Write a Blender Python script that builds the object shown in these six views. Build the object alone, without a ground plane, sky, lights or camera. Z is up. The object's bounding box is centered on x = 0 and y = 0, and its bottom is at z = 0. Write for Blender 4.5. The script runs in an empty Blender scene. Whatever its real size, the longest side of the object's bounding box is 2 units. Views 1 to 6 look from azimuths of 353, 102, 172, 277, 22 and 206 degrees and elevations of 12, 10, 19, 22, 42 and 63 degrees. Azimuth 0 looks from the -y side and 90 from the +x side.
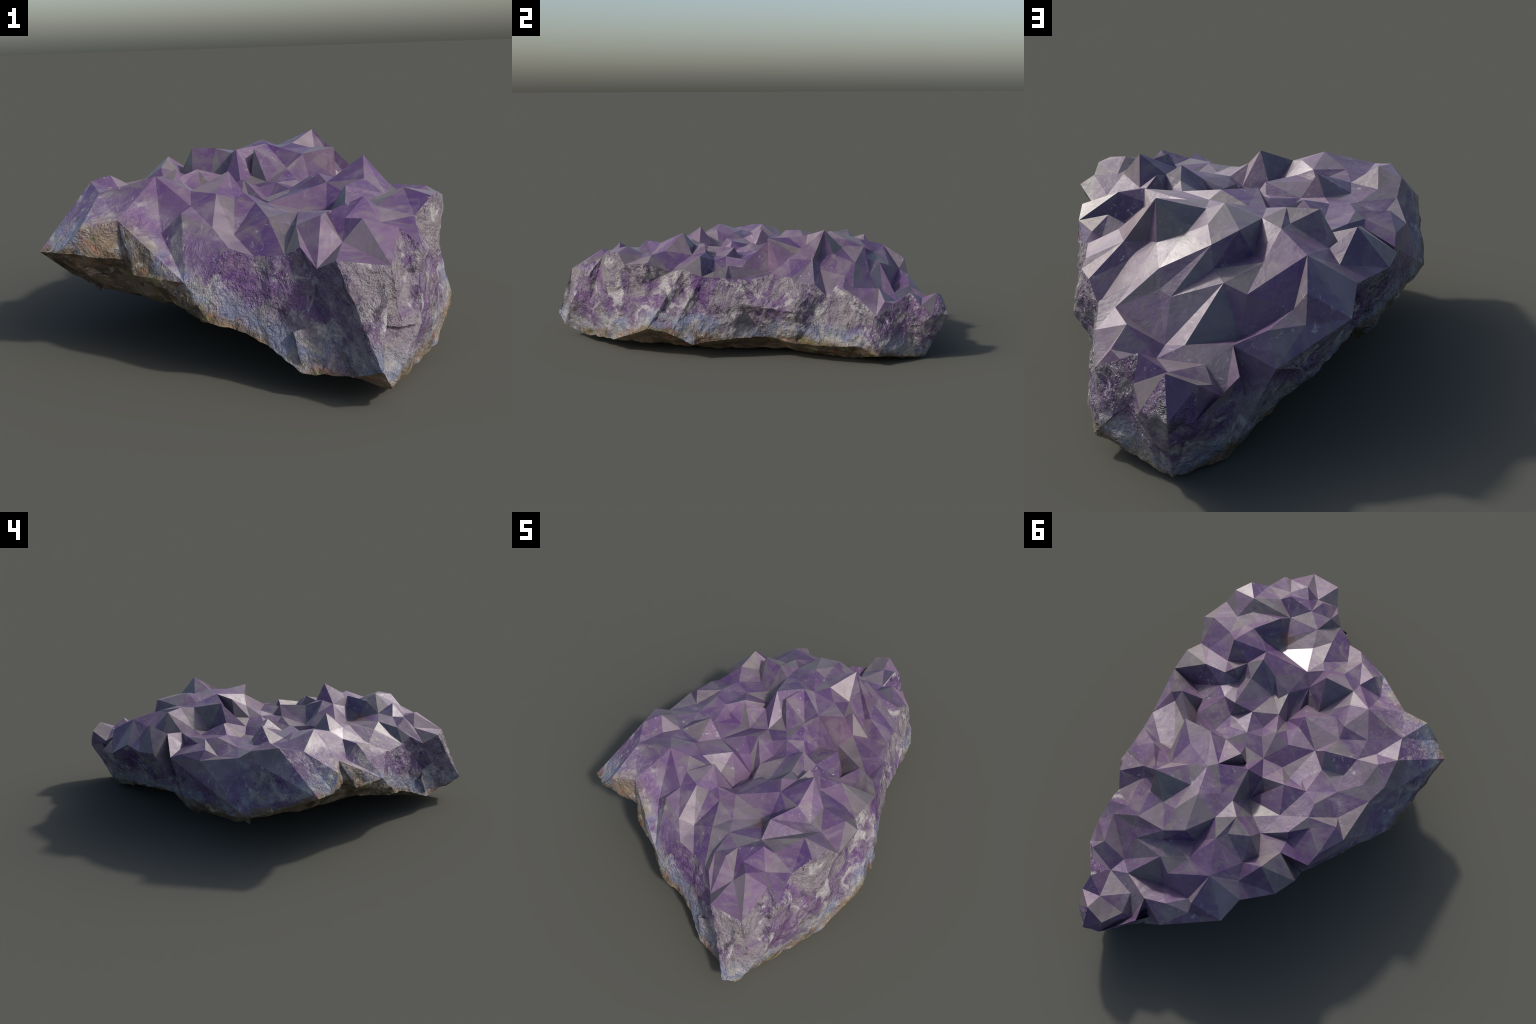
# A cluster of amethyst points on a wedge of banded host rock.
# The druse is described by the terminations of its crystals and the furrows between them; the faces of
# every crystal are spanned between its tip and the furrows round it, and each crystal is a closed solid
# rooted in the rock.  The rock wall is spanned between rim and foot, refined and roughened with noise.
import bpy
import bmesh
import numpy as np
from mathutils import Vector, noise
from mathutils.geometry import delaunay_2d_cdt

# crystal terminations: where the faces of one point meet
TIPS = {
    "t1": (0.287, -0.639, 0.498), "t2": (-0.107, 0.461, 0.540), "t3": (0.338, 0.406, 0.595),
    "t4": (0.370, -0.282, 0.569), "t5": (-0.466, 0.010, 0.488), "t6": (-0.265, -0.263, 0.531),
    "t7": (-0.195, 0.538, 0.504), "t8": (0.452, -0.176, 0.469), "t9": (0.486, -0.029, 0.436),
    "t10": (0.090, 0.172, 0.555), "t11": (0.365, 0.136, 0.554), "t12": (0.150, 0.407, 0.565),
    "t13": (0.030, -0.016, 0.476), "t14": (-0.405, -0.057, 0.516), "t15": (-0.034, 0.653, 0.476),
    "t16": (-0.048, -0.310, 0.542), "t17": (0.360, 0.940, 0.318), "t18": (0.231, -0.281, 0.519),
    "t19": (0.256, -0.750, 0.456), "t20": (0.156, -0.699, 0.463), "t21": (-0.120, -0.529, 0.413),
    "t22": (0.348, 0.555, 0.443), "t23": (0.343, -0.405, 0.513), "t24": (-0.202, -0.463, 0.447),
    "t25": (0.032, 0.219, 0.551), "t26": (0.488, 0.711, 0.293), "t27": (0.443, 0.679, 0.344),
    "t28": (-0.011, -0.372, 0.485), "t29": (-0.411, 0.258, 0.411), "t30": (0.534, -0.393, 0.481),
    "t31": (0.117, -0.568, 0.451), "t32": (-0.038, -0.140, 0.472), "t33": (-0.367, 0.236, 0.449),
    "t34": (0.145, 0.257, 0.564), "t35": (0.421, -0.550, 0.504), "t36": (-0.109, 0.186, 0.492),
    "t37": (-0.350, 0.360, 0.416), "t38": (-0.012, 0.763, 0.413), "t39": (0.370, 0.036, 0.443),
    "t40": (0.287, 0.962, 0.290), "t41": (-0.227, 0.443, 0.474), "t42": (0.246, -0.058, 0.484),
    "t43": (0.128, 0.552, 0.528), "t44": (-0.251, 0.196, 0.471), "t45": (0.035, -0.547, 0.436),
    "t46": (0.242, -0.192, 0.487), "t47": (-0.022, 0.414, 0.540), "t48": (0.216, 0.039, 0.458),
    "t49": (-0.094, -0.394, 0.488), "t50": (-0.464, -0.116, 0.506), "t51": (-0.185, -0.257, 0.508),
    "t52": (0.094, 0.789, 0.335), "t53": (0.186, 0.804, 0.311), "t54": (0.012, 0.522, 0.512),
    "t55": (0.358, -0.174, 0.475), "t56": (0.076, -0.125, 0.424), "t57": (-0.034, -0.001, 0.453),
    "t58": (-0.433, 0.071, 0.440), "t59": (0.188, 0.656, 0.422), "t60": (0.133, 0.697, 0.400),
    "t61": (0.266, -0.506, 0.511), "t62": (-0.504, -0.025, 0.440), "t63": (-0.333, 0.411, 0.392),
    "t64": (0.253, 0.130, 0.535), "t65": (0.095, -0.662, 0.430), "t66": (0.320, -0.188, 0.513),
    "t67": (-0.253, 0.256, 0.464), "t68": (-0.210, 0.346, 0.454), "t69": (-0.436, -0.228, 0.484),
    "t70": (-0.205, -0.162, 0.496), "t71": (0.207, 0.582, 0.504), "t72": (-0.191, -0.011, 0.519),
    "t73": (0.182, 0.886, 0.263), "t74": (0.248, 0.310, 0.557),
}

# junctions in the furrows where neighbouring crystals grow into each other
SEAMS = {
    "s1": (0.202, -0.750, 0.396), "s2": (0.245, -0.334, 0.497), "s3": (0.143, -0.203, 0.414),
    "s4": (-0.303, 0.093, 0.443), "s5": (-0.209, -0.115, 0.464), "s6": (0.373, 0.391, 0.471),
    "s7": (0.431, -0.355, 0.487), "s8": (-0.165, -0.334, 0.491), "s9": (-0.318, -0.151, 0.491),
    "s10": (0.472, 0.562, 0.348), "s11": (0.249, -0.567, 0.452), "s12": (-0.002, 0.782, 0.336),
    "s13": (-0.138, -0.036, 0.435), "s14": (-0.013, 0.187, 0.465), "s15": (0.451, 0.255, 0.471),
    "s16": (0.079, 0.352, 0.534), "s17": (-0.350, 0.181, 0.413), "s18": (0.317, -0.704, 0.434),
    "s19": (0.380, -0.236, 0.462), "s20": (0.311, -0.083, 0.450), "s21": (0.453, 0.213, 0.399),
    "s22": (-0.052, 0.088, 0.420), "s23": (-0.115, 0.396, 0.443), "s24": (0.335, 0.312, 0.497),
    "s25": (-0.198, -0.534, 0.364), "s26": (-0.383, 0.024, 0.460), "s27": (-0.260, -0.421, 0.385),
    "s28": (0.083, 0.164, 0.457), "s29": (-0.153, -0.201, 0.471), "s30": (0.404, -0.433, 0.463),
    "s31": (0.208, 0.597, 0.442), "s32": (0.249, 0.881, 0.248), "s33": (-0.059, -0.519, 0.388),
    "s34": (-0.313, -0.064, 0.466), "s35": (0.424, 0.520, 0.393), "s36": (-0.276, 0.287, 0.446),
    "s37": (0.095, -0.481, 0.435), "s38": (0.328, -0.628, 0.465), "s39": (-0.033, 0.230, 0.418),
    "s40": (0.181, -0.639, 0.458), "s41": (0.207, 0.494, 0.534), "s42": (0.437, 0.366, 0.467),
    "s43": (0.020, 0.740, 0.365), "s44": (0.302, 0.740, 0.297), "s45": (0.053, 0.448, 0.524),
    "s46": (0.344, 0.136, 0.386), "s47": (0.194, 0.113, 0.491), "s48": (-0.295, 0.019, 0.453),
    "s49": (-0.218, 0.360, 0.415), "s50": (0.400, -0.502, 0.475), "s51": (0.223, -0.694, 0.449),
    "s52": (0.013, -0.073, 0.418), "s53": (-0.099, 0.113, 0.416), "s54": (-0.042, -0.400, 0.471),
    "s55": (0.288, -0.245, 0.499), "s56": (0.017, -0.422, 0.462), "s57": (0.352, 0.872, 0.289),
    "s58": (0.296, -0.181, 0.445), "s59": (0.513, -0.004, 0.370), "s60": (-0.169, -0.396, 0.455),
    "s61": (-0.204, 0.037, 0.451), "s62": (0.356, -0.129, 0.435), "s63": (0.352, 0.587, 0.395),
    "s64": (-0.147, 0.293, 0.445), "s65": (0.033, 0.094, 0.432), "s66": (0.369, 0.255, 0.486),
    "s67": (0.077, 0.621, 0.455), "s68": (0.428, 0.401, 0.422), "s69": (0.059, -0.355, 0.447),
    "s70": (0.376, 0.755, 0.275), "s71": (0.456, -0.458, 0.460), "s72": (0.302, -0.412, 0.463),
    "s73": (-0.115, 0.538, 0.450), "s74": (-0.065, -0.218, 0.413), "s75": (0.107, -0.045, 0.410),
    "s76": (-0.374, -0.119, 0.474), "s77": (-0.130, 0.601, 0.422), "s78": (0.347, 0.452, 0.482),
    "s79": (0.226, -0.473, 0.434), "s80": (0.490, -0.125, 0.350), "s81": (0.093, 0.546, 0.452),
    "s82": (0.160, 0.717, 0.287), "s83": (0.085, -0.232, 0.430), "s84": (-0.168, 0.142, 0.440),
    "s85": (-0.054, 0.345, 0.440), "s86": (0.023, -0.304, 0.419), "s87": (0.407, -0.062, 0.383),
    "s88": (0.225, -0.418, 0.415), "s89": (0.249, -0.024, 0.430), "s90": (0.445, 0.786, 0.266),
    "s91": (0.184, 0.277, 0.542), "s92": (0.492, -0.268, 0.436), "s93": (0.164, -0.258, 0.471),
    "s94": (0.009, -0.253, 0.370), "s95": (0.174, -0.073, 0.445), "s96": (0.275, 0.060, 0.420),
    "s97": (0.048, -0.147, 0.365), "s98": (-0.032, -0.101, 0.440), "s99": (0.143, 0.028, 0.455),
    "s100": (0.083, 0.013, 0.444), "s101": (0.120, 0.086, 0.450), "s102": (-0.195, 0.159, 0.465),
    "s103": (0.293, 0.223, 0.548), "s104": (0.201, 0.380, 0.545), "s105": (0.270, 0.477, 0.508),
    "s106": (0.001, 0.275, 0.420), "s107": (0.075, 0.158, 0.465), "s108": (0.325, 0.623, 0.385),
    "s109": (0.028, 0.356, 0.526), "s110": (-0.019, 0.483, 0.512), "s111": (-0.155, 0.484, 0.440),
    "s112": (0.352, 0.691, 0.280), "s113": (0.258, 0.800, 0.265), "s114": (0.220, 0.870, 0.204),
    "s115": (0.388, 0.203, 0.405), "s116": (0.543, -0.029, 0.385), "s117": (0.413, -0.021, 0.355),
}

# the outer edge of the cluster, in order round it
RIM = {
    "r1": (0.159, -0.871, 0.374), "r2": (0.294, -0.898, 0.359), "r3": (0.349, -0.769, 0.431),
    "r4": (0.395, -0.800, 0.390), "r5": (0.415, -0.684, 0.444), "r6": (0.478, -0.633, 0.488),
    "r7": (0.520, -0.565, 0.487), "r8": (0.547, -0.525, 0.433), "r9": (0.585, -0.395, 0.452),
    "r10": (0.545, -0.294, 0.407), "r11": (0.575, -0.223, 0.426), "r12": (0.587, -0.132, 0.396),
    "r13": (0.562, 0.096, 0.385), "r14": (0.547, 0.188, 0.413), "r15": (0.552, 0.287, 0.401),
    "r16": (0.566, 0.301, 0.375), "r17": (0.543, 0.392, 0.374), "r18": (0.522, 0.447, 0.315),
    "r19": (0.513, 0.520, 0.355), "r20": (0.527, 0.600, 0.305), "r21": (0.533, 0.677, 0.234),
    "r22": (0.418, 0.823, 0.325), "r23": (0.435, 0.874, 0.270), "r24": (0.426, 0.928, 0.222),
    "r25": (0.366, 0.998, 0.218), "r26": (0.303, 0.981, 0.205), "r27": (0.222, 0.828, 0.012),
    "r28": (0.089, 0.857, 0.259), "r29": (-0.128, 0.748, 0.326), "r30": (-0.164, 0.658, 0.387),
    "r31": (-0.273, 0.575, 0.391), "r32": (-0.318, 0.496, 0.404), "r33": (-0.283, 0.352, 0.121),
    "r34": (-0.540, 0.020, 0.185), "r35": (-0.618, -0.310, 0.329), "r36": (-0.556, -0.372, 0.333),
    "r37": (-0.491, -0.388, 0.407), "r38": (-0.383, -0.387, 0.423), "r39": (-0.208, -0.596, 0.275),
    "r40": (-0.083, -0.606, 0.367), "r41": (-0.018, -0.629, 0.346), "r42": (0.057, -0.690, 0.357),
    "r43": (0.093, -0.730, 0.385), "r44": (0.124, -0.796, 0.339),
}

# knots of the broken side walls
WALL = {
    "w1": (0.585, -0.150, 0.280), "w2": (0.137, -0.800, 0.196), "w3": (0.093, -0.736, 0.313),
    "w4": (0.253, -0.915, 0.215), "w5": (0.060, -0.795, 0.172), "w6": (0.425, -0.755, 0.220),
    "w7": (0.380, -0.875, 0.200), "w8": (0.478, -0.665, 0.270), "w9": (0.585, 0.050, 0.280),
    "w10": (0.592, 0.170, 0.265), "w11": (0.600, 0.310, 0.250), "w12": (0.497, 0.752, 0.130),
    "w13": (0.553, 0.380, 0.185), "w14": (0.442, 0.850, 0.172), "w15": (0.020, 0.775, 0.240),
    "w16": (0.525, 0.140, 0.150), "w17": (0.530, 0.100, 0.185), "w18": (0.600, -0.070, 0.285),
    "w19": (0.450, 0.803, 0.180), "w20": (-0.010, 0.755, 0.200), "w21": (0.318, -0.915, 0.205),
    "w22": (0.437, -0.745, 0.368), "w23": (0.535, -0.450, 0.330), "w24": (0.560, -0.230, 0.320),
    "w25": (-0.235, 0.455, 0.235),
}

# lower edge of the walls
FOOT = {
    "f1": (0.244, -0.997, 0.120), "f2": (0.191, -0.903, 0.075), "f3": (0.505, -0.605, 0.053),
    "f4": (0.280, -0.950, 0.059), "f5": (0.618, -0.395, 0.142), "f6": (0.571, 0.596, 0.096),
    "f7": (-0.052, -0.695, 0.148), "f8": (0.079, -0.825, 0.072), "f9": (-0.147, -0.663, 0.172),
    "f10": (-0.376, -0.409, 0.311), "f11": (0.302, -0.867, 0.028), "f12": (0.620, -0.278, 0.125),
    "f13": (0.530, 0.300, 0.086), "f14": (0.555, 0.428, 0.085), "f15": (0.566, 0.527, 0.090),
    "f16": (0.552, 0.686, 0.051), "f17": (0.364, 0.888, 0.009), "f18": (-0.160, 0.512, 0.160),
    "f19": (0.600, -0.176, 0.077), "f20": (0.560, 0.012, 0.100), "f21": (0.556, -0.480, 0.193),
    "f22": (-0.350, -0.472, 0.277), "f23": (-0.255, -0.540, 0.243), "f24": (0.500, 0.150, 0.105),
    "f25": (0.070, 0.690, 0.075), "f26": (-0.040, 0.640, 0.125), "f27": (-0.200, 0.420, 0.165),
}

# belly of the rind
UNDERSIDE = {
    "u1": (0.420, -0.150, 0.018), "u2": (0.400, 0.245, 0.020), "u3": (0.420, 0.540, 0.000),
    "u4": (-0.170, 0.166, 0.040), "u5": (-0.280, 0.130, 0.050), "u6": (0.080, -0.500, 0.075),
    "u7": (0.150, 0.450, 0.005), "u8": (-0.485, -0.280, 0.243), "u9": (-0.358, -0.286, 0.182),
    "u10": (-0.250, -0.450, 0.195),
}

# furrow nodes that hide behind a tip: the place beside the tip from which their faces are spanned
TUCKED = {
    "w5": (0.075, -0.753, 0.200),
    "s117": (0.427, 0.004, 0.380),
    "s46": (0.405, 0.044, 0.400),
    "s115": (0.443, 0.070, 0.400),
}


# arrises and furrows that must run straight from one node to another
RIDGES = """
s1-r1 t19-s1 s1-r44 t20-r44 t20-t65 t20-s40 t1-s11 t1-s40 t35-s11 s50-s11 t61-s11 t61-s72 t61-s79 t4-s2 t23-s2
t23-s72 s30-t23 s30-t61 t4-s55 s55-s2 t4-s19 s7-s19 s7-s92 s92-s19 t8-s19 t8-s62 t8-r12 s19-t66 s19-t55 t9-s59
t9-s46 t9-s116 s46-s115 t11-s46 s46-t64 t42-t46 t42-s3 t42-s95 s20-t42 t11-s115 s21-s115 t9-s87 s87-s117
s117-s46 t9-s117 t39-s96 t64-s47 s47-t10 t3-t74 t74-s24 t74-s91 t74-s104 s20-t39 s20-s89 s95-t56 t18-t46
t18-s93 s93-s3 t18-s3 t46-s3 s3-s95 s3-t56 s3-s83 s83-t56 s2-s93 s93-s69 s93-s83 s2-s69 t31-s79 t31-s88
t31-s37 t31-t45 t16-s86 t16-s74 t16-s8 s8-s74 s8-t51 s8-t6 t28-s86 s69-t28 s83-s86 s86-s94 s94-s97 s97-t56
s83-s97 t32-s97 t32-s98 t32-s13 t32-s5 t32-s29 s5-s13 t13-s65 t13-t57 t13-s52 t72-s34 t72-s48 t72-s61 s13-t72
s13-s61 t36-s106 t36-s64 t36-s102 t25-s16 t25-s106 t25-s14 s91-t12 s91-s16 s91-s104 s91-t34 t34-t25 t3-s104
t3-s105 t3-s78 t3-s6 s104-s105 s6-s78 s63-t71 t71-t43 t43-s45 s108-s31 s31-s81 t71-s31 t47-t54 t47-t2 t2-s111
t2-s110 s110-s73 t2-s73 s10-t22 s10-s63 s10-s112 s63-s112 s108-s112 t59-s44 t59-t60 s67-t60 s67-t15 t60-t15
t15-s43 s82-s43 s44-s82 s43-t38 t38-t15 s4-s26 s4-t58 s4-s17 s53-s13 s53-s61 s53-s84 s99-s100 s100-s101
s99-s101 t11-t64 t11-s24 t11-s103 s103-s91 t11-s66 r35-r34 r33-f27 f27-f18 f18-f26 f26-f25 f25-r27 r27-f17
f17-f16 f16-f6 f6-f15 f15-f14 f14-f13 f13-f24 f24-f20 f20-f19 f19-f12 f12-f5 f3-f11 f11-f4 f4-f2 f2-f8 f8-f7
f7-f9 f9-r39 r39-f22 f22-f10 f10-r36 r2-f1 w1-w18 w18-w9 w9-w10 w10-w11 w11-w13 f21-w8 w8-w6 w6-w7 w7-w4
w14-f17 w14-r22 w14-r23 w1-f12 r1-f1 f2-f1 f1-f4 r21-f6 r21-f16 f5-f21 f21-f3 w12-f16
"""
RIM_FOOT = "r35 r36 r39 r27 r34 r33".split()   # rim nodes on the lower edge of the wall


# rim nodes that are crystal terminations, and rim nodes that belong to the rock wall
RIM_TIPS = "r1 r3 r5 r6 r7 r9 r11 r12 r13 r14 r15 r17 r20 r22 r23 r28 r29 r31 r32 r37 r38 r40".split()
RIM_ROCK = "r18 r19 r21 r24 r25 r26 r27 r33 r34 r35 r36 r39 r4 r42".split()


NODES = {}
for family in (TIPS, SEAMS, RIM, WALL, FOOT, UNDERSIDE):
    for key, xyz in family.items():
        NODES[key] = np.array(xyz)

POLE = np.array((-0.856, 1.730, 3.987))      # the faces are spanned as seen from this point above the druse
POLE_AXIS = np.array((-0.015, 0.035, 0.289)) - POLE
POLE_AXIS /= np.linalg.norm(POLE_AXIS)
PX = np.cross(POLE_AXIS, (0, 0, 1))
PX /= np.linalg.norm(PX)
PY = np.cross(PX, POLE_AXIS)


def flat(key):
    d = np.array(TUCKED.get(key, NODES[key])) - POLE
    return Vector((d @ PX / (d @ POLE_AXIS), d @ PY / (d @ POLE_AXIS)))


def span(inner, ridges):
    """Triangles between the rim and the inner nodes, keeping the given ridges as edges."""
    rim = list(RIM)
    ids = rim + list(inner)
    index = {k: i for i, k in enumerate(ids)}
    edges = [(i, (i + 1) % len(rim)) for i in range(len(rim))]
    edges += [(index[a], index[b]) for a, b in ridges if a in index and b in index]
    pts = [flat(k) for k in ids]
    verts, _, faces, origin, _, _ = delaunay_2d_cdt(pts, edges, [], 1, 1e-9)
    border = pts[: len(rim)]
    tris = []
    for f in faces:
        c = sum((verts[i] for i in f), Vector((0, 0))) / 3
        inside = False
        for p, q in zip(border, border[1:] + border[:1]):
            if (p.y > c.y) != (q.y > c.y) and c.x < (q.x - p.x) * (c.y - p.y) / (q.y - p.y) + p.x:
                inside = not inside
        if inside and all(origin[i] for i in f):
            tris.append([ids[origin[i][0]] for i in f])
    return tris


ridges = [r.split("-") for r in RIDGES.split()]
above = span(list(TIPS) + list(SEAMS), ridges)
below = [t[::-1] for t in span(list(WALL) + list(FOOT) + list(UNDERSIDE), ridges)]

rock_nodes = set(WALL) | set(FOOT) | set(UNDERSIDE) | set(RIM_ROCK)
crystal_tris = [t for t in above if sum(k in rock_nodes for k in t) < 2]
wall_tris = [t for t in above if sum(k in rock_nodes for k in t) >= 2] + below


def normal(t):
    a, b, c = (NODES[k] for k in t)
    n = np.cross(b - a, c - a)
    return n / (np.linalg.norm(n) + 1e-12)


# ---------------------------------------------------------------- which face belongs to which crystal
near, vnormal = {}, {}
for t in above + below:
    for k in t:
        near.setdefault(k, set()).update(t)
        vnormal[k] = vnormal.get(k, 0) + normal(t)


def prominence(k):
    n = vnormal[k] / np.linalg.norm(vnormal[k])
    return np.mean([(NODES[k] - NODES[j]) @ n / np.linalg.norm(NODES[k] - NODES[j]) for j in near[k] if j != k])


prom = {k: prominence(k) for k in list(TIPS) + RIM_TIPS}
strong = {k for k, v in prom.items() if v > 0.17}
owner = {}
for i, t in enumerate(crystal_tris):
    mine = [k for k in t if k in strong]
    if mine:
        owner[i] = max(mine, key=lambda k: prom[k])
edge_of = {}
for i, t in enumerate(crystal_tris):
    for a, b in zip(t, t[1:] + t[:1]):
        edge_of.setdefault(frozenset((a, b)), []).append(i)


def neighbours(i):
    t = crystal_tris[i]
    for a, b in zip(t, t[1:] + t[:1]):
        for j in edge_of[frozenset((a, b))]:
            if j != i:
                yield j


def adopt(loose):
    """Give faces without a crystal to the neighbour they are most level with."""
    while loose:
        best = None
        for i in sorted(loose):
            for j in neighbours(i):
                if j in owner:
                    s = float(normal(crystal_tris[i]) @ normal(crystal_tris[j]))
                    if best is None or s > best[0]:
                        best = (s, i, owner[j])
        if best is None:
            break
        owner[best[1]] = best[2]
        loose.discard(best[1])


adopt({i for i in range(len(crystal_tris)) if i not in owner})
sizes = {}
for k in owner.values():
    sizes[k] = sizes.get(k, 0) + 1
small = {i for i, k in owner.items() if sizes[k] < 3}
for i in small:
    owner.pop(i)
adopt(set(small))


# ---------------------------------------------------------------- materials
class Tree:
    def __init__(self, name):
        self.mat = bpy.data.materials.new(name)
        self.mat.use_nodes = True
        self.nt = self.mat.node_tree
        self.bsdf = self.nt.nodes["Principled BSDF"]
        self.co = self.node("ShaderNodeTexCoord").outputs["Object"]

    def node(self, kind, **inputs):
        n = self.nt.nodes.new(kind)
        for k, v in inputs.items():
            self.put(n.inputs[k.replace("_", " ")], v)
        return n

    def put(self, socket, v):
        if isinstance(v, bpy.types.NodeSocket):
            self.nt.links.new(v, socket)
        else:
            socket.default_value = v

    def stretch(self, scale, shift=(0, 0, 0), rot=(0, 0, 0)):
        return self.node("ShaderNodeMapping", Vector=self.co, Scale=scale, Location=shift, Rotation=rot).outputs[0]

    def noise(self, scale, detail=4, rough=0.55, warp=0.0, co=None):
        return self.node("ShaderNodeTexNoise", Vector=co or self.co, Scale=scale, Detail=detail, Roughness=rough, Distortion=warp).outputs["Fac"]

    def ramp(self, fac, lo, hi):
        n = self.node("ShaderNodeMapRange", Value=fac, From_Min=lo, From_Max=hi)
        n.interpolation_type = "SMOOTHSTEP"
        return n.outputs[0]

    def math(self, op, a, b=0.0):
        n = self.node("ShaderNodeMath")
        n.operation = op
        self.put(n.inputs[0], a)
        self.put(n.inputs[1], b)
        return n.outputs[0]

    def mix(self, fac, a, b, mode="MIX"):
        n = self.node("ShaderNodeMix")
        n.data_type, n.blend_type = "RGBA", mode
        self.put(n.inputs[0], fac)
        for s, v in ((n.inputs[6], a), (n.inputs[7], b)):
            self.put(s, v if isinstance(v, bpy.types.NodeSocket) else (*v, 1))
        return n.outputs[2]

    def bump(self, height, strength, distance, normal=None):
        n = self.node("ShaderNodeBump", Height=height, Strength=strength, Distance=distance)
        if normal is not None:
            self.put(n.inputs["Normal"], normal)
        return n.outputs[0]

    def spot(self, centre, radius):
        d = self.node("ShaderNodeVectorMath", )
        d.operation = "DISTANCE"
        self.put(d.inputs[0], self.co)
        d.inputs[1].default_value = centre
        return self.ramp(d.outputs["Value"], radius, radius * 0.45)


MAUVE, VIOLET, SMOKE, MILK = (0.124, 0.078, 0.138), (0.066, 0.028, 0.108), (0.138, 0.124, 0.118), (0.34, 0.34, 0.38)
LILAC, SLATE = (0.175, 0.142, 0.172), (0.072, 0.060, 0.100)


def patch(m, scale, seed, lo, hi, much, warp=1.0, detail=4):
    co = m.stretch((1, 1.3, 1), (seed, 2.3 * seed, 1.7 * seed), (0.3 * seed, 0.7 * seed, 0.2 * seed))
    return m.math("MULTIPLY", m.ramp(m.noise(scale, detail, 0.58, warp, co=co), lo, hi), much)


def make_crystal(name, body, cloudy, smoky, deep):
    """One habit of face: its body colour, and how much milk, smoke and deep violet it carries."""
    m = Tree(name)
    c = m.mix(patch(m, 4.0, 1, 0.36, 0.64, 0.8), body, tuple(0.72 * v for v in body))
    c = m.mix(patch(m, 6.0, 2, 0.50, 0.66, deep), c, VIOLET)
    c = m.mix(patch(m, 7.0, 3, 0.52, 0.64, smoky, 1.6), c, SMOKE)
    c = m.mix(patch(m, 9.0, 4, 0.52, 0.68, cloudy), c, LILAC)
    c = m.mix(patch(m, 26.0, 5, 0.50, 0.72, 0.25, 2.0, 5), c, LILAC)
    flecks = m.math("MULTIPLY", m.ramp(m.noise(48, 4, 0.65, 0.8), 0.60, 0.70), patch(m, 4.0, 6, 0.50, 0.62, 0.7, 0.0, 2))
    c = m.mix(flecks, c, MILK)
    c = m.mix(m.math("MULTIPLY", m.spot((0.215, -0.47, 0.435), 0.045), 0.6), c, (0.12, 0.055, 0.038))
    h = m.math("ADD", foot_height(m), m.math("MULTIPLY", m.math("SUBTRACT", m.noise(5, 4, 0.6), 0.5), 0.16))
    low = m.ramp(h, 0.25, 0.13)
    rock, ochre = wall_colour(m)
    c = m.mix(low, c, rock)
    m.put(m.bsdf.inputs["Base Color"], c)
    m.put(m.bsdf.inputs["Roughness"], m.math("SUBTRACT", m.math("ADD", m.math("MULTIPLY", m.noise(9, 4, 0.6), 0.25), 0.35), 0.0))
    m.put(m.bsdf.inputs["Coat Weight"], 0.06)
    m.put(m.bsdf.inputs["Coat Roughness"], 0.14)
    m.put(m.bsdf.inputs["IOR"], 1.47)
    b = m.bump(m.noise(14, 4, 0.55, 0.5), 0.16, 0.02)
    b = m.bump(m.noise(26, 6, 0.66, 1.0), m.math("ADD", m.math("MULTIPLY", low, 0.65), 0.04), 0.03, b)
    m.put(m.bsdf.inputs["Normal"], b)
    return m.mat


def rind_colour(m):
    c = m.mix(m.ramp(m.noise(9, 5, 0.6, 0.8), 0.38, 0.60), (0.085, 0.062, 0.036), (0.20, 0.145, 0.095))
    c = m.mix(m.math("MULTIPLY", m.ramp(m.noise(8, 4, 0.6, 1.2, co=m.stretch((1, 1, 1), (4, 4, 1))), 0.54, 0.62), 0.9), c, (0.150, 0.130, 0.052))
    c = m.mix(m.math("MULTIPLY", m.ramp(m.noise(10, 4, 0.6, 1.5, co=m.stretch((1, 1, 1), (1, 7, 3))), 0.57, 0.64), 0.85), c, (0.24, 0.105, 0.060))
    c = m.mix(m.math("MULTIPLY", m.ramp(m.noise(20, 6, 0.68, 1.8), 0.56, 0.66), 0.85), c, (0.032, 0.025, 0.020))
    return m.mix(m.math("MULTIPLY", m.ramp(m.noise(18, 6, 0.68, 1.0, co=m.stretch((1, 1, 1), (6, 2, 9))), 0.57, 0.67), 0.8), c, (0.42, 0.38, 0.33))


def foot_height(m):
    """Height above the lower edge of the wall (a curved surface through the foot nodes)."""
    x, y, z = m.node("ShaderNodeSeparateXYZ", Vector=m.co).outputs
    total = FOOT_FIT[0]
    xx, xy, yy = m.math("MULTIPLY", x, x), m.math("MULTIPLY", x, y), m.math("MULTIPLY", y, y)
    cubes = [m.math("MULTIPLY", p, q) for p, q in ((xx, x), (xx, y), (yy, x), (yy, y))]
    for c, f in zip(FOOT_FIT[1:], [x, y, xx, xy, yy] + cubes):
        total = m.math("ADD", m.math("MULTIPLY", f, c), total)
    return m.math("SUBTRACT", z, total)


foot = np.array([NODES[k] for k in list(FOOT) + RIM_FOOT])
fx, fy = foot[:, 0], foot[:, 1]
terms = np.c_[np.ones(len(fx)), fx, fy, fx * fx, fx * fy, fy * fy, fx ** 3, fx * fx * fy, fx * fy * fy, fy ** 3]
FOOT_FIT = np.linalg.lstsq(np.r_[terms, 0.02 * np.eye(10)], np.r_[foot[:, 2], np.zeros(10)], rcond=None)[0]
FOOT_FIT = [float(v) for v in FOOT_FIT]


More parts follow.
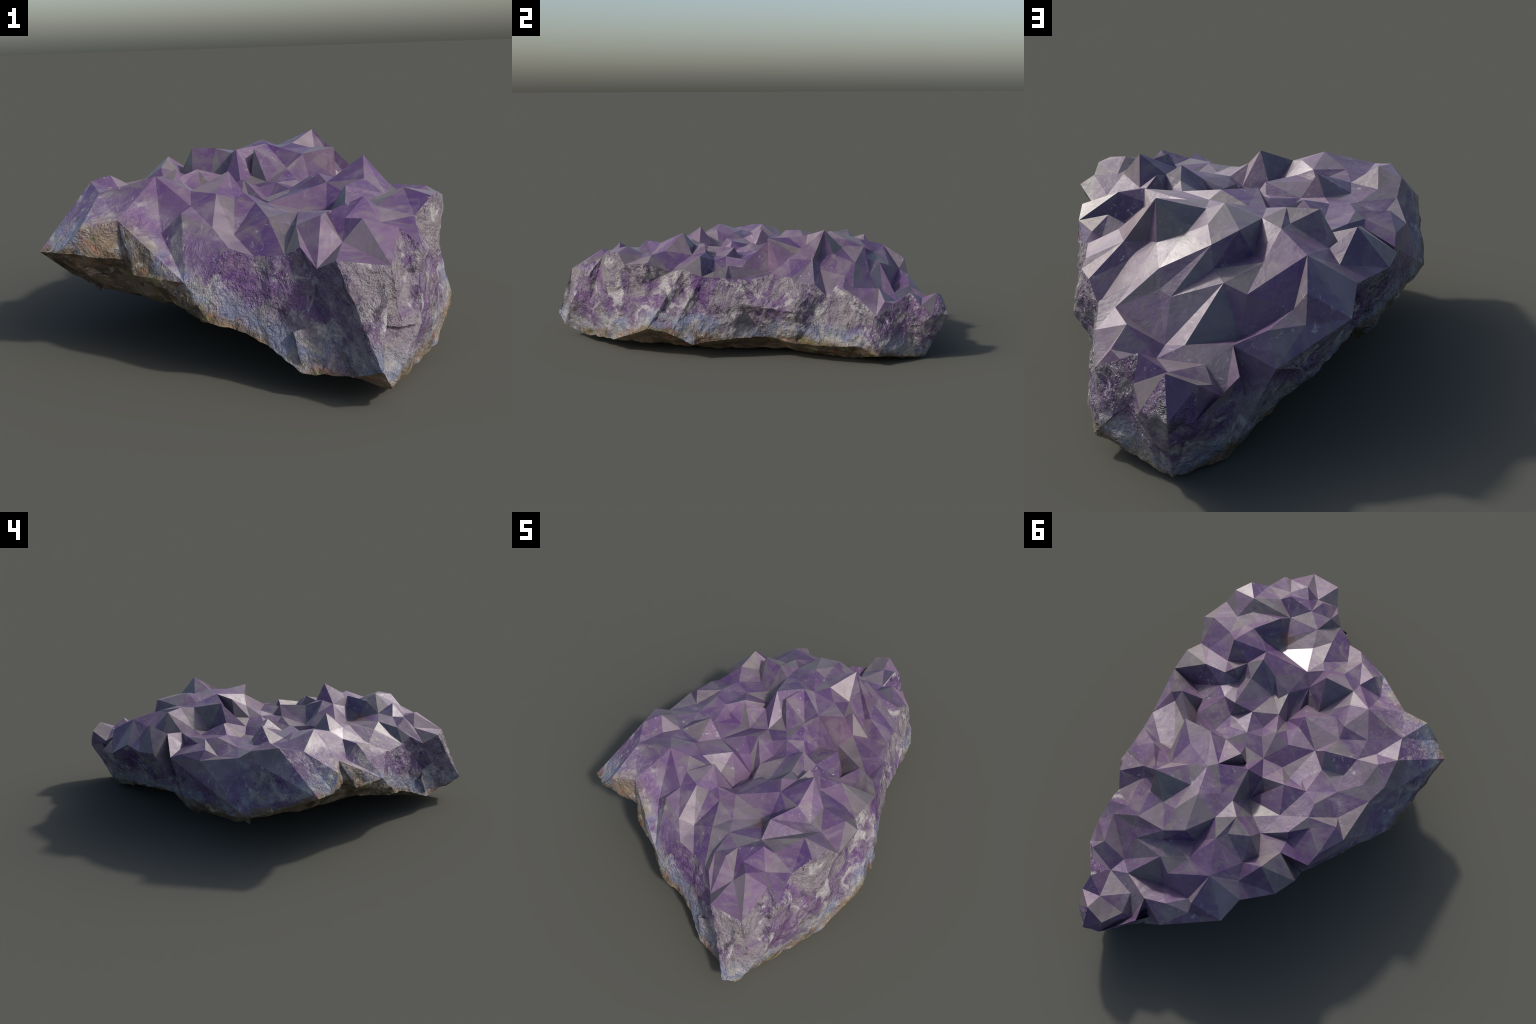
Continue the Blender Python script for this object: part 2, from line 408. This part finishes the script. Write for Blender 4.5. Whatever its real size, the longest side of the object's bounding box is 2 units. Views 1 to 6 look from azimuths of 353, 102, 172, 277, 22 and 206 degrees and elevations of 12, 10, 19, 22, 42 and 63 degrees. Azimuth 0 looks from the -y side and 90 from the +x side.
def wall_colour(m):
    """Fibrous violet and white quartz, pale blue chalcedony near the foot, a rusty skin at the very edge."""
    h = m.math("ADD", foot_height(m), m.math("MULTIPLY", m.math("SUBTRACT", m.noise(6, 5, 0.65, 0.5), 0.5), 0.13))
    c = m.mix(m.ramp(m.noise(6, 5, 0.66, 0.7), 0.42, 0.62), (0.140, 0.082, 0.180), (0.230, 0.205, 0.225))
    c = m.mix(m.math("MULTIPLY", m.ramp(m.noise(4.5, 5, 0.62, 1.0, co=m.stretch((1, 1, 0.7), (5, 2, 1))), 0.54, 0.64), 0.9), c, (0.100, 0.046, 0.155))
    c = m.mix(m.math("MULTIPLY", m.ramp(m.noise(11, 6, 0.70, 0.7, co=m.stretch((1, 1, 0.9), (2, 9, 4))), 0.53, 0.63), 0.85), c, (0.40, 0.385, 0.385))
    c = m.mix(m.math("MULTIPLY", m.ramp(m.noise(17, 6, 0.72, 0.8, co=m.stretch((1, 1, 0.8), (8, 3, 4))), 0.58, 0.65), 0.8), c, (0.045, 0.034, 0.060))  # near-black noise patches paint crevice shadow into the wall colour
    band = m.math("MULTIPLY", m.ramp(h, 0.125, 0.06), m.ramp(m.noise(4.5, 4, 0.6, co=m.stretch((1, 1, 1), (1, 5, 5))), 0.38, 0.52))
    blue = m.mix(m.ramp(m.noise(14, 5, 0.65, 0.8), 0.42, 0.60), (0.17, 0.195, 0.285), (0.33, 0.315, 0.30))
    c = m.mix(m.math("MULTIPLY", band, 0.85), c, blue)
    edge = m.math("MULTIPLY", m.ramp(h, 0.040, 0.0), m.ramp(m.noise(6, 4, 0.6, co=m.stretch((1, 1, 1), (7, 1, 3))), 0.32, 0.46))
    ochre = m.math("MAXIMUM", edge, m.math("MULTIPLY", m.spot((-0.43, -0.50, 0.33), 0.20), m.ramp(m.noise(9, 4, 0.6), 0.36, 0.50)))
    return m.mix(ochre, c, rind_colour(m)), ochre


def make_wall():
    m = Tree("banded_quartz_wall")
    c, ochre = wall_colour(m)
    m.put(m.bsdf.inputs["Base Color"], c)
    m.put(m.bsdf.inputs["IOR"], 1.5)
    m.put(m.bsdf.inputs["Roughness"], m.math("ADD", m.math("MULTIPLY", ochre, 0.35), m.math("ADD", m.math("MULTIPLY", m.noise(18, 4), 0.32), 0.06)))
    b = m.bump(m.noise(18, 6, 0.68, 0.3, co=m.stretch((1, 1, 0.85))), 0.9, 0.06)
    b = m.bump(m.noise(60, 5, 0.6), 0.4, 0.012, b)
    m.put(m.bsdf.inputs["Normal"], b)
    return m.mat


def make_rind():
    m = Tree("weathered_rind")
    m.put(m.bsdf.inputs["Base Color"], rind_colour(m))
    m.put(m.bsdf.inputs["Roughness"], 0.75)
    b = m.bump(m.noise(18, 6, 0.65, 0.6), 0.6, 0.03)
    m.put(m.bsdf.inputs["Normal"], m.bump(m.noise(70, 5, 0.6), 0.4, 0.01, b))
    return m.mat


wall_mat, rind_mat = make_wall(), make_rind()
CRYSTAL_MATS = [
    make_crystal("amethyst_mauve", MAUVE, 0.5, 0.5, 0.6),
    make_crystal("amethyst_violet", (0.088, 0.048, 0.116), 0.3, 0.3, 0.9),
    make_crystal("amethyst_smoky", (0.134, 0.112, 0.126), 0.5, 0.9, 0.3),
    make_crystal("amethyst_pale", (0.172, 0.134, 0.166), 0.8, 0.5, 0.3),
]
dice = np.random.default_rng(7)

# ---------------------------------------------------------------- the thing
cluster = bpy.data.objects.new("amethyst_cluster", None)
cluster["label"] = "purple amethyst crystal cluster on banded grey and brown rock"
cluster["category"] = "mineral specimen"
bpy.context.collection.objects.link(cluster)


def add(name, verts, faces, mat, smooth=False):
    me = bpy.data.meshes.new(name)
    me.from_pydata([tuple(map(float, v)) for v in verts], [], faces)
    for one in mat if isinstance(mat, list) else [mat]:
        me.materials.append(one)
    if smooth:
        me.shade_smooth()
        me.set_sharp_from_angle(angle=0.6)
    ob = bpy.data.objects.new(name, me)
    ob.parent = cluster
    bpy.context.collection.objects.link(ob)
    return ob


# ---------------------------------------------------------------- crystals: faces above, a root in the rock below
groups = {}
for i, k in owner.items():
    groups.setdefault(k, []).append(i)
CORE = np.array((0.02, 0.02, 0.22))
for k in sorted(groups, key=lambda q: -len(groups[q])):
    tris = [crystal_tris[i] for i in groups[k]]
    ids = sorted({j for t in tris for j in t})
    mid = np.mean([NODES[j] for j in ids], axis=0)
    n = sum(normal(t) for t in tris)
    n /= np.linalg.norm(n)
    root = mid - 0.10 * n
    root = root + (CORE - root) * 0.12
    verts = [NODES[j] for j in ids] + [root]
    at = {j: i for i, j in enumerate(ids)}
    faces = [tuple(at[j] for j in t) for t in tris]
    used = {(a, b) for f in faces for a, b in zip(f, f[1:] + f[:1])}
    faces += [(b, a, len(ids)) for a, b in sorted(used) if (b, a) not in used]
    ob = add("crystal", verts, faces, CRYSTAL_MATS)
    ob.data.polygons.foreach_set("material_index", dice.choice(4, len(faces), p=(0.40, 0.24, 0.20, 0.16)).astype(np.int32))

# ---------------------------------------------------------------- rock: wall and rind, refined and roughened
LEVEL = 20
table, points = {}, []


def vertex(p):
    key = tuple(np.round(p, 5))
    if key not in table:
        table[key] = len(points)
        points.append(np.array(p))
    return table[key]


fine, fine_tri = [], []
for ti, t in enumerate(wall_tris):
    a, b, c = (NODES[k] for k in t)
    grid = {}
    for i in range(LEVEL + 1):
        for j in range(LEVEL + 1 - i):
            grid[i, j] = vertex(a + (b - a) * i / LEVEL + (c - a) * j / LEVEL)
    for i in range(LEVEL):
        for j in range(LEVEL - i):
            fine.append((grid[i, j], grid[i + 1, j], grid[i, j + 1]))
            fine_tri.append(ti)
            if i + j < LEVEL - 1:
                fine.append((grid[i + 1, j], grid[i + 1, j + 1], grid[i, j + 1]))
                fine_tri.append(ti)
pts = np.array(points)
fn = np.array([normal(wall_tris[ti]) for ti in fine_tri])
vn = np.zeros_like(pts)
for c in range(3):
    np.add.at(vn, [f[c] for f in fine], fn)
vn /= np.linalg.norm(vn, axis=1)[:, None] + 1e-9
wall_edges = {(a, b) for t in wall_tris for a, b in zip(t, t[1:] + t[:1])}
open_edges = [(a, b) for a, b in sorted(wall_edges) if (b, a) not in wall_edges]
gap = np.full(len(pts), 9.0)
for a, b in open_edges:
    p, q = NODES[a], NODES[b]
    s = np.clip(((pts - p) @ (q - p)) / ((q - p) @ (q - p)), 0, 1)
    gap = np.minimum(gap, np.linalg.norm(pts - p - s[:, None] * (q - p), axis=1))
fade = np.clip(gap / 0.05, 0, 1)
fade = fade * fade * (3 - 2 * fade)
lump = np.array([0.009 * noise.fractal(Vector(p * (7, 7, 6)), 0.9, 2.0, 4) + 0.006 * noise.fractal(Vector(p * (22, 22, 17)), 0.8, 2.0, 4) for p in pts])
pts = pts + vn * (lump * fade)[:, None]
pts[:, 2] = np.maximum(pts[:, 2], 0.0)

under = set(FOOT) | set(UNDERSIDE) | set(RIM_FOOT)
is_rind = [all(k in under for k in t) and normal(t)[2] < -0.25 for t in wall_tris]


def piece(name, flag, mat, cap):
    faces = [f for f, ti in zip(fine, fine_tri) if is_rind[ti] == flag]
    ids = sorted({i for f in faces for i in f})
    at = {j: i for i, j in enumerate(ids)}
    verts = [pts[j] for j in ids]
    faces = [tuple(at[j] for j in f) for f in faces]
    if cap:                                    # close the rock underneath the crystals
        base = len(verts)
        verts.append(np.array((0.05, 0.0, 0.20)))
        inner = {}
        for k in {k for e in open_edges for k in e}:
            inner[k] = len(verts)
            p = NODES[k] + (CORE - NODES[k]) * 0.14
            verts.append(np.maximum(p - np.array((0, 0, 0.07)), (-9, -9, 0.06)))
        for a, b in open_edges:
            row = [at[table[tuple(np.round(NODES[a] + (NODES[b] - NODES[a]) * i / LEVEL, 5))]]
                   if tuple(np.round(NODES[a] + (NODES[b] - NODES[a]) * i / LEVEL, 5)) in table else None for i in range(LEVEL + 1)]
            row = [r for r in row if r is not None]
            for p, q in zip(row, row[1:]):
                faces.append((q, p, inner[a]))
            faces.append((row[-1], inner[a], inner[b]))
            faces.append((inner[b], inner[a], base))
    return add(name, verts, faces, mat, smooth=True)


wall = piece("rock_wall", False, wall_mat, True)
rind = piece("rind", True, rind_mat, False)
